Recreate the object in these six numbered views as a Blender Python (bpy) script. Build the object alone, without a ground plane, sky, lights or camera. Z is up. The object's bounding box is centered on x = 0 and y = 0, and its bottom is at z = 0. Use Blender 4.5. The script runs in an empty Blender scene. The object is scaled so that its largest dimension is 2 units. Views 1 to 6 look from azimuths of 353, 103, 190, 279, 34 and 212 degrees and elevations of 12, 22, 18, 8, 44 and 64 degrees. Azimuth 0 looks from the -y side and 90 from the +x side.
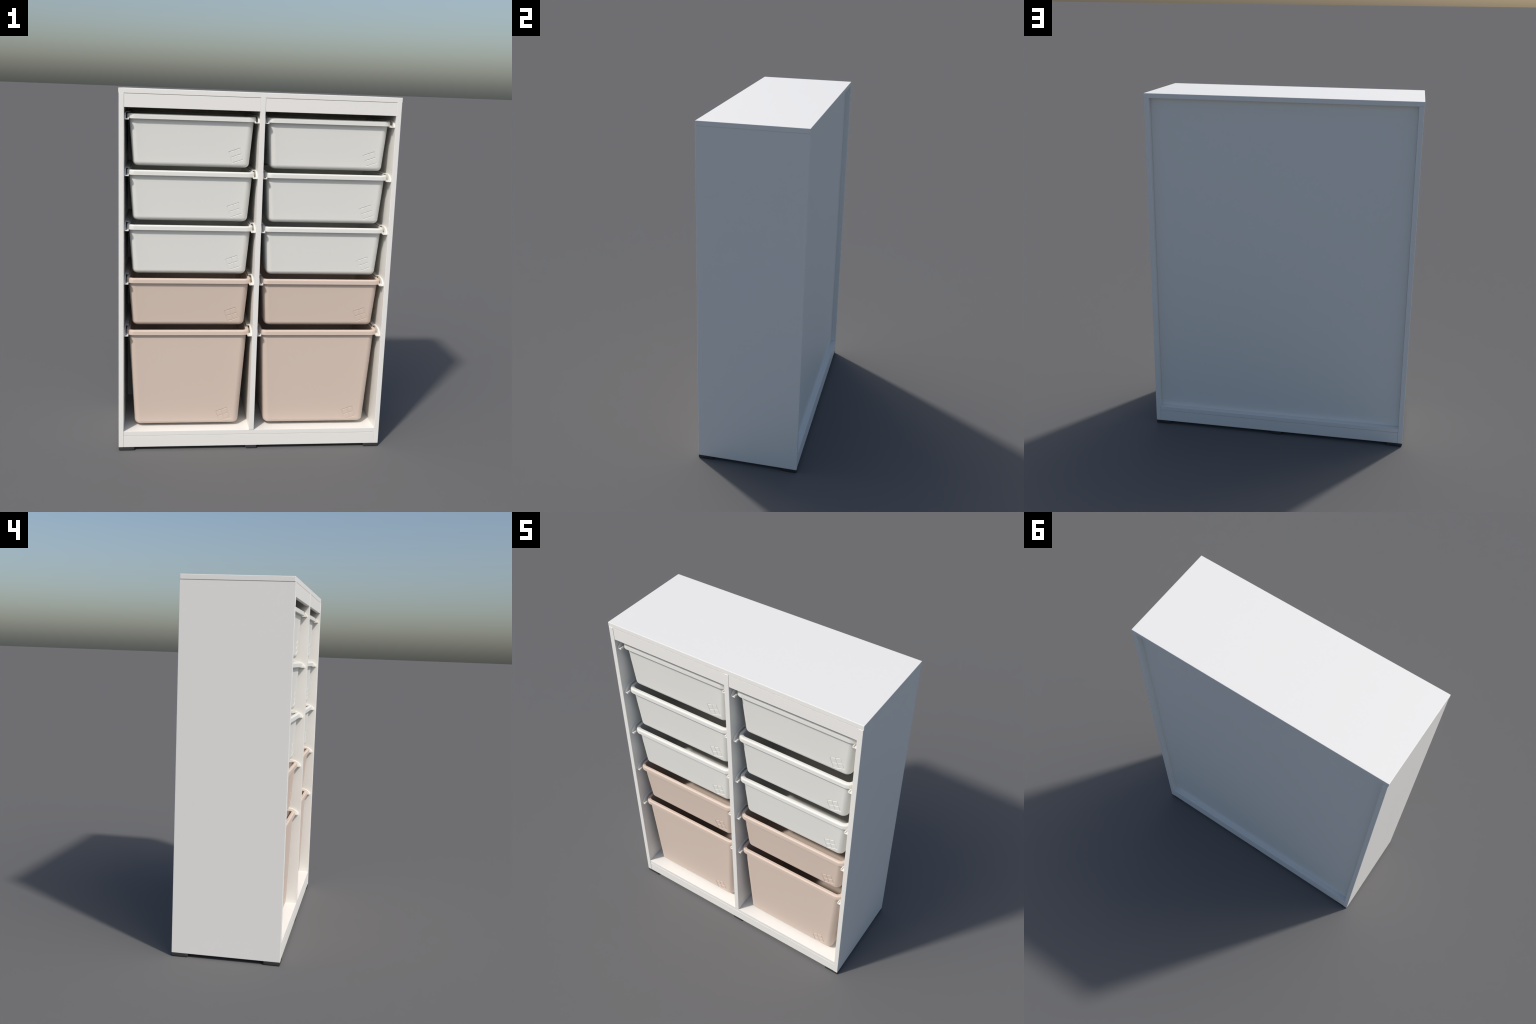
"""White two-bay storage cabinet with ten slide-in plastic bins (procedural build)."""
import bpy, bmesh, math
from mathutils import Matrix, Vector

# ------------------------------------------------------------------ sizes (m)
HALF_W, HALF_D, HEIGHT = 0.748, 0.2936, 2.0
BOARD = 0.027                      # thickness of the side boards
INNER_X = HALF_W - BOARD           # inner face of the side boards
DIV_X = 0.0138                     # half thickness of the centre board
FOOT_H = 0.018
TOP_Z = 1.974                      # underside of the top board
FLOOR_Z = (0.0870, 0.112)          # bottom shelf
BAY_X = (INNER_X + DIV_X) / 2      # centre of a bay
ROW_PITCH, TOP_RIM_Z, RIM_H = 0.2935, 1.872, 0.027

scene = bpy.context.scene


# ------------------------------------------------------------------ materials
def plastic(name, color, rough, grain=0.012, bump=0.0, scale=60.0, spec=0.5):
    """Plain coloured surface with a barely visible mottling and fine grain."""
    m = bpy.data.materials.new(name)
    m.use_nodes = True
    nt = m.node_tree
    bsdf = nt.nodes["Principled BSDF"]
    co = nt.nodes.new("ShaderNodeTexCoord")
    noise = nt.nodes.new("ShaderNodeTexNoise")
    noise.inputs["Scale"].default_value = scale
    noise.inputs["Detail"].default_value = 3
    ramp = nt.nodes.new("ShaderNodeValToRGB")
    ramp.color_ramp.elements[0].position = 0.3
    ramp.color_ramp.elements[1].position = 0.7
    ramp.color_ramp.elements[0].color = [c * (1 - grain) for c in color] + [1]
    ramp.color_ramp.elements[1].color = [c * (1 + grain) for c in color] + [1]
    nt.links.new(co.outputs["Object"], noise.inputs["Vector"])
    nt.links.new(noise.outputs["Fac"], ramp.inputs["Fac"])
    nt.links.new(ramp.outputs["Color"], bsdf.inputs["Base Color"])
    bsdf.inputs["Roughness"].default_value = rough
    bsdf.inputs["Specular IOR Level"].default_value = spec
    if bump:
        b = nt.nodes.new("ShaderNodeBump")
        b.inputs["Strength"].default_value = bump
        b.inputs["Distance"].default_value = 0.0005
        nt.links.new(noise.outputs["Fac"], b.inputs["Height"])
        nt.links.new(b.outputs["Normal"], bsdf.inputs["Normal"])
    return m


MAT_BOARD = plastic("white_lacquered_board", (0.842, 0.832, 0.795), 0.5, 0.003, spec=0.5)
MAT_WHITE = plastic("white_plastic", (0.775, 0.775, 0.735), 0.5, 0.003, spec=0.4)
MAT_PEACH = plastic("peach_plastic", (0.676, 0.555, 0.473), 0.5, 0.003, spec=0.4)
MAT_RAIL = plastic("runner_plastic", (0.85, 0.83, 0.78), 0.45, 0.003, spec=0.4)
MAT_FOOT = plastic("dark_grey_plastic", (0.045, 0.045, 0.047), 0.6, 0.05)


# ------------------------------------------------------------------ helpers
def add(name, mesh, parent, loc=(0, 0, 0)):
    ob = bpy.data.objects.new(name, mesh)
    scene.collection.objects.link(ob)
    ob.parent = parent
    ob.location = loc
    return ob


def finish(bm, name, mat, smooth_deg=35):
    bmesh.ops.recalc_face_normals(bm, faces=bm.faces)
    me = bpy.data.meshes.new(name)
    bm.to_mesh(me)
    bm.free()
    me.materials.append(mat)
    me.shade_smooth()
    me.set_sharp_from_angle(angle=math.radians(smooth_deg))
    return me


def even_normals(me):
    """Weight the vertex normals by face area so that large flat faces shade flat."""
    ob = bpy.data.objects.new("normal_holder", me)
    scene.collection.objects.link(ob)
    mod = ob.modifiers.new("weighted", 'WEIGHTED_NORMAL')
    mod.keep_sharp, mod.weight, mod.thresh = True, 90, 0.001
    out = bpy.data.meshes.new_from_object(ob.evaluated_get(bpy.context.evaluated_depsgraph_get()))
    out.name = me.name
    bpy.data.objects.remove(ob)
    return out


def board(name, x, y, z, mat, bevel=0.0012, segments=2):
    """Box between the given (lo, hi) limits with small rounded edges."""
    bm = bmesh.new()
    bmesh.ops.create_cube(bm, size=1.0)
    c = [(a + b) / 2 for a, b in (x, y, z)]
    s = [b - a for a, b in (x, y, z)]
    for v in bm.verts:
        v.co = Vector([v.co[i] * s[i] + c[i] for i in range(3)])
    bmesh.ops.bevel(bm, geom=bm.edges[:], offset=bevel, segments=segments, profile=0.5, affect='EDGES')
    me = finish(bm, name, mat, 50)
    return even_normals(me)


def rounded_ring(hx, hy, r, z, cx=0.0, cy=0.0, n=10):
    """Rounded rectangle of half sizes hx, hy as a list of points at height z."""
    pts = []
    r = max(r, 1e-4)
    for k, (sx, sy) in enumerate(((1, 1), (-1, 1), (-1, -1), (1, -1))):
        for i in range(n + 1):
            a = math.radians(90 * k + 90 * i / n)
            pts.append((cx + sx * (hx - r) + r * math.cos(a), cy + sy * (hy - r) + r * math.sin(a), z))
    return pts


def loft(bm, rings, close_loop=False, cap_ends=True):
    vs = [[bm.verts.new(p) for p in ring] for ring in rings]
    pairs = list(zip(vs, vs[1:])) + ([(vs[-1], vs[0])] if close_loop else [])
    for a, b in pairs:
        for i in range(len(a)):
            j = (i + 1) % len(a)
            bm.faces.new((a[i], a[j], b[j], b[i]))
    if cap_ends and not close_loop:
        bm.faces.new(vs[0])
        bm.faces.new(vs[-1])


def extrude_profile(name, pts, x0, x1, mat, bevel=0.0008):
    """Side profile given as (y, z) points, extruded from x0 to x1."""
    bm = bmesh.new()
    a = [bm.verts.new((x0, y, z)) for y, z in pts]
    b = [bm.verts.new((x1, y, z)) for y, z in pts]
    bm.faces.new(a)
    bm.faces.new(b)
    for i in range(len(pts)):
        j = (i + 1) % len(pts)
        bm.faces.new((a[i], a[j], b[j], b[i]))
    bmesh.ops.recalc_face_normals(bm, faces=bm.faces)
    if bevel:
        bmesh.ops.bevel(bm, geom=bm.edges[:], offset=bevel, segments=1, affect='EDGES')
    return bm


def join_bm(dst, src):
    me = bpy.data.meshes.new("temporary")
    src.to_mesh(me)
    src.free()
    dst.from_mesh(me)
    bpy.data.meshes.remove(me)


# ------------------------------------------------------------------ cabinet
root = bpy.data.objects.new("storage_cabinet", None)
scene.collection.objects.link(root)
root["label"] = "white storage cabinet with two columns of white and peach pull-out bins"
root["category"] = "storage cabinet"

FRONT = HALF_D - 0.0016            # aprons and top sit a hair behind the side boards

add("top_panel", board("top_panel", (-0.750, 0.750), (-0.2920, 0.2920), (TOP_Z, HEIGHT), MAT_BOARD, 0.0020, 3), root)

side = board("side_panel", (-BOARD / 2, BOARD / 2), (-HALF_D, HALF_D), (FOOT_H, TOP_Z), MAT_BOARD, 0.0018, 3)
for s in (-1, 1):
    add("side_panel", side, root, (s * (HALF_W - BOARD / 2), 0, 0))

add("divider_panel", board("divider_panel", (-DIV_X, DIV_X), (-HALF_D, 0.2575), (FLOOR_Z[1], TOP_Z), MAT_BOARD), root)

GAP = 0.0004
apron_half = (INNER_X - DIV_X) / 2 - GAP
apron = board("top_apron", (-apron_half, apron_half), (-FRONT, -FRONT + 0.022), (1.9035, TOP_Z - 0.0014), MAT_BOARD, 0.0004)
for s in (-1, 1):
    add("top_apron", apron, root, (s * BAY_X, 0, 0))

in_x = INNER_X - GAP
add("bottom_shelf", board("bottom_shelf", (-in_x, in_x), (-FRONT, FRONT), FLOOR_Z, MAT_BOARD, 0.0010), root)
plinth = board("base_plinth", (-in_x, in_x), (-0.010, 0.010), (FOOT_H, FLOOR_Z[0] - 0.0012), MAT_BOARD, 0.0010)
for s in (-1, 1):
    add("base_plinth", plinth, root, (0, s * (FRONT - 0.010), 0))
add("back_panel", board("back_panel", (-INNER_X + 0.0002, INNER_X - 0.0002), (0.2580, 0.2620),
                        (FLOOR_Z[1] + 0.0003, TOP_Z - 0.0003), MAT_BOARD, 0.0012), root)


def foot(name, sx, sy):
    bm = bmesh.new()
    t = 0.0010
    loft(bm, [rounded_ring(sx / 2 - t, sy / 2 - t, 0.004, 0.0, n=4),
              rounded_ring(sx / 2 - 0.0002, sy / 2 - 0.0002, 0.003, 0.0020, n=4),
              rounded_ring(sx / 2, sy / 2, 0.003, FOOT_H, n=4)])
    return finish(bm, name, MAT_FOOT)


corner_foot, middle_foot = foot("foot", 0.0875, 0.0885), foot("middle_foot", 0.064, 0.0885)
for sy in (-1, 1):
    for sx in (-1, 1):
        add("foot", corner_foot, root, (sx * (HALF_W - 0.0438), sy * (HALF_D - 0.0445), 0))
    add("foot", middle_foot, root, (0.0015, sy * (HALF_D - 0.0455), 0))

# ------------------------------------------------------------------ runners
# Built for the right-hand side of a bay: x = 0 is the board face, the channel opens to -x.
# z = 0 is the underside of the bin rim.
WEB, FLANGE, RAIL_BACK = 0.0072, 0.0245, 0.250
RAIL_TOP, RAIL_LOW = 0.0335, -0.0055


def runner_mesh():
    nose = [(-0.2815, RAIL_LOW), (-0.2815, 0.0010), (-0.2790, 0.0065), (-0.2740, 0.0120), (-0.2670, 0.0182),
            (-0.2590, 0.0236), (-0.2500, 0.0278), (-0.2400, 0.0305), (-0.2250, 0.0323), (-0.2050, RAIL_TOP)]
    web = nose + [(RAIL_BACK, RAIL_TOP), (RAIL_BACK, RAIL_LOW)]
    bm = extrude_profile("runner", web, -WEB, -0.0003, MAT_RAIL, 0.0010)
    e = 0.0004                                        # keep joints off one plane
    top = [(-0.186, RAIL_TOP - e), (RAIL_BACK - e, RAIL_TOP - e), (RAIL_BACK - e, RAIL_TOP - 0.0050), (-0.184, RAIL_TOP - 0.0050)]
    join_bm(bm, extrude_profile("runner", top, -0.0235, -WEB + 0.002, MAT_RAIL, 0.0007))
    low = [(-0.2815 + e, RAIL_LOW + e), (RAIL_BACK - e, RAIL_LOW + e), (RAIL_BACK - e, -0.0006), (-0.2815 + e, -0.0006)]
    join_bm(bm, extrude_profile("runner", low, -FLANGE, -WEB + 0.002, MAT_RAIL, 0.0007))
    lip = [(-0.2808, -0.003), (-0.2590, -0.003), (-0.2590, 0.0050), (-0.2808, 0.0064)]
    join_bm(bm, extrude_profile("runner", lip, -FLANGE + 0.0002, -FLANGE + 0.0058, MAT_RAIL, 0.0009))
    return bm


bm = runner_mesh()
runner_right = even_normals(finish(bm, "runner", MAT_RAIL, 40))
bm = runner_mesh()
bmesh.ops.scale(bm, vec=(-1, 1, 1), verts=bm.verts)
runner_left = even_normals(finish(bm, "runner", MAT_RAIL, 40))

# ------------------------------------------------------------------ bins
RIM_HX = 0.3420                    # half width of the rim
RIM_BACK = 0.246                   # rear edge of the rim
WALL = 0.0078
BASE = 0.0215                      # the tub floor lies well above the foot ring


def bin_meshes(kind, mat, depth, rim_front, body_front, taper, face_taper, mark_x, mark_up, top_hx=0.3288):
    """Body (open tub with an engraved window-pane mark) and its rolled rim.

    Local frame: x = 0 at the bay centre, y as in the world, z = 0 at the rim's underside."""
    cy_of = lambda f, b: (f + b) / 2
    top_f, top_b = body_front, RIM_BACK - 0.017
    bottom = RIM_H - depth

    def section(z, grow=0.0, radius=0.034):
        t = taper * (-z)                                # draft of the side walls
        f, b = top_f + face_taper * (-z), top_b - face_taper * (-z)
        hx, hy = top_hx - t + grow, (b - f) / 2 + grow
        return rounded_ring(hx, hy, max(radius + grow, 0.004), z, 0.0, cy_of(f, b))

    fil, steps = 0.024, 8
    rings = []
    for i in range(steps + 1):                          # bottom fillet, outside
        a = math.radians(90 * i / steps)
        inset = fil * (1 - math.sin(a))
        rings.append(section(bottom + fil * (1 - math.cos(a)), -inset, 0.034))
    rings.append(section(RIM_H - 0.004, 0.0, 0.034))
    rings.append(section(RIM_H - 0.004, -WALL, 0.034))
    infil = fil - 0.004
    for i in range(steps, -1, -1):
        a = math.radians(90 * i / steps)
        inset = infil * (1 - math.sin(a))
        rings.append(section(bottom + BASE + infil * (1 - math.cos(a)), -WALL - inset, 0.034))
    bm = bmesh.new()
    loft(bm, rings)
    body = finish(bm, kind, mat, 30)

    # engraved mark: a tilted square divided into four panes
    side_len, groove, depth_in = 0.0620, 0.0050, 0.0018
    tilt, lean = math.radians(19.5), math.atan(face_taper)
    zc = bottom + mark_up
    yc = top_f + face_taper * (-zc)
    cut = bmesh.new()
    spans = [(-1, 0), (0, 0), (1, 0), (-1, 1), (0, 1), (1, 1)]
    for k, upright in spans:
        piece = bmesh.new()
        bmesh.ops.create_cube(piece, size=1.0)
        w, h = (groove, side_len + groove) if upright else (side_len + groove, groove)
        ox, oz = (k * side_len / 2, 0) if upright else (0, k * side_len / 2)
        dy = depth_in * (1.0 if upright else 0.94)
        for v in piece.verts:                           # groove with slightly sloping flanks
            wide = 1.2 if v.co.y < 0 else 0.8
            fx, fz = (wide, 1) if upright else (1, wide)
            v.co = Vector((v.co.x * w * fx + ox, v.co.y * dy * 2, v.co.z * h * fz + oz))
        join_bm(cut, piece)
    place = Matrix.Translation((mark_x, yc, zc)) @ Matrix.Rotation(lean, 4, 'X') @ Matrix.Rotation(-tilt, 4, 'Y')
    bmesh.ops.transform(cut, matrix=place, verts=cut.verts)
    cutter = add("mark_cutter", finish(cut, "mark_cutter", mat), None)
    holder = add("bin_blank", body, None)
    mod = holder.modifiers.new("engrave", 'BOOLEAN')
    mod.operation, mod.solver, mod.object, mod.use_self = 'DIFFERENCE', 'EXACT', cutter, True
    dg = bpy.context.evaluated_depsgraph_get()
    carved = bpy.data.meshes.new_from_object(holder.evaluated_get(dg))
    carved.name = kind
    for ob in (holder, cutter):
        bpy.data.objects.remove(ob)
    carved.materials.clear()
    carved.materials.append(mat)
    for p in carved.polygons:
        p.material_index = 0
    carved.shade_smooth()
    carved.set_sharp_from_angle(angle=math.radians(24))
    carved = even_normals(carved)

    # rim: closed profile swept round the opening, as (outward offset, height) pairs
    rings = []
    hy, cy = (RIM_BACK - rim_front) / 2, cy_of(rim_front, RIM_BACK)
    inner = -(RIM_HX - top_hx) - WALL + 0.0010
    prof = [(-0.0010, 0.0000), (0.0000, 0.0012), (-0.0008, 0.0185), (-0.0022, 0.0232), (-0.0048, 0.0260), (-0.0080, RIM_H),
            (inner + 0.0040, RIM_H), (inner + 0.0012, 0.0258), (inner, 0.0225), (inner, 0.0160),
            (inner + 0.0030, 0.0120), (inner + 0.0030, 0.0010), (inner + 0.0036, 0.0)]
    for o, z in prof:
        rings.append(rounded_ring(RIM_HX + o, hy + o, 0.043 + o, z, 0.0, cy))
    bm = bmesh.new()
    loft(bm, rings, close_loop=True)
    rim = even_normals(finish(bm, kind + "_rim", mat, 40))
    return carved, rim


small = dict(depth=0.2735, taper=0.080, mark_x=0.2385, mark_up=0.0665)
WHITE_BIN = bin_meshes("white_bin", MAT_WHITE, rim_front=-0.268, body_front=-0.2502, face_taper=0.052, **small)
PEACH_BIN = bin_meshes("peach_bin", MAT_PEACH, rim_front=-0.267, body_front=-0.2530, face_taper=0.070, **small)
TALL_BIN = bin_meshes("tall_peach_bin", MAT_PEACH, depth=0.566, rim_front=-0.2660, body_front=-0.2515, face_taper=0.0265,
                      taper=0.062, top_hx=0.3268, mark_x=0.2070, mark_up=0.0575)

for row in range(5):
    body, rim = (WHITE_BIN, WHITE_BIN, WHITE_BIN, PEACH_BIN, TALL_BIN)[row]
    z = TOP_RIM_Z - row * ROW_PITCH - RIM_H
    sag = (0, 0, 0.0005, 0.0015, 0.0030)[row]           # the lower bins hang a little deeper in their runners
    for s in (-1, 1):
        tub = add("storage_bin", body, root, (s * BAY_X, 0, z - sag))
        add("bin_rim", rim, tub)
        add("runner", runner_left, root, (s * BAY_X - apron_half - GAP, 0, z))
        add("runner", runner_right, root, (s * BAY_X + apron_half + GAP, 0, z))
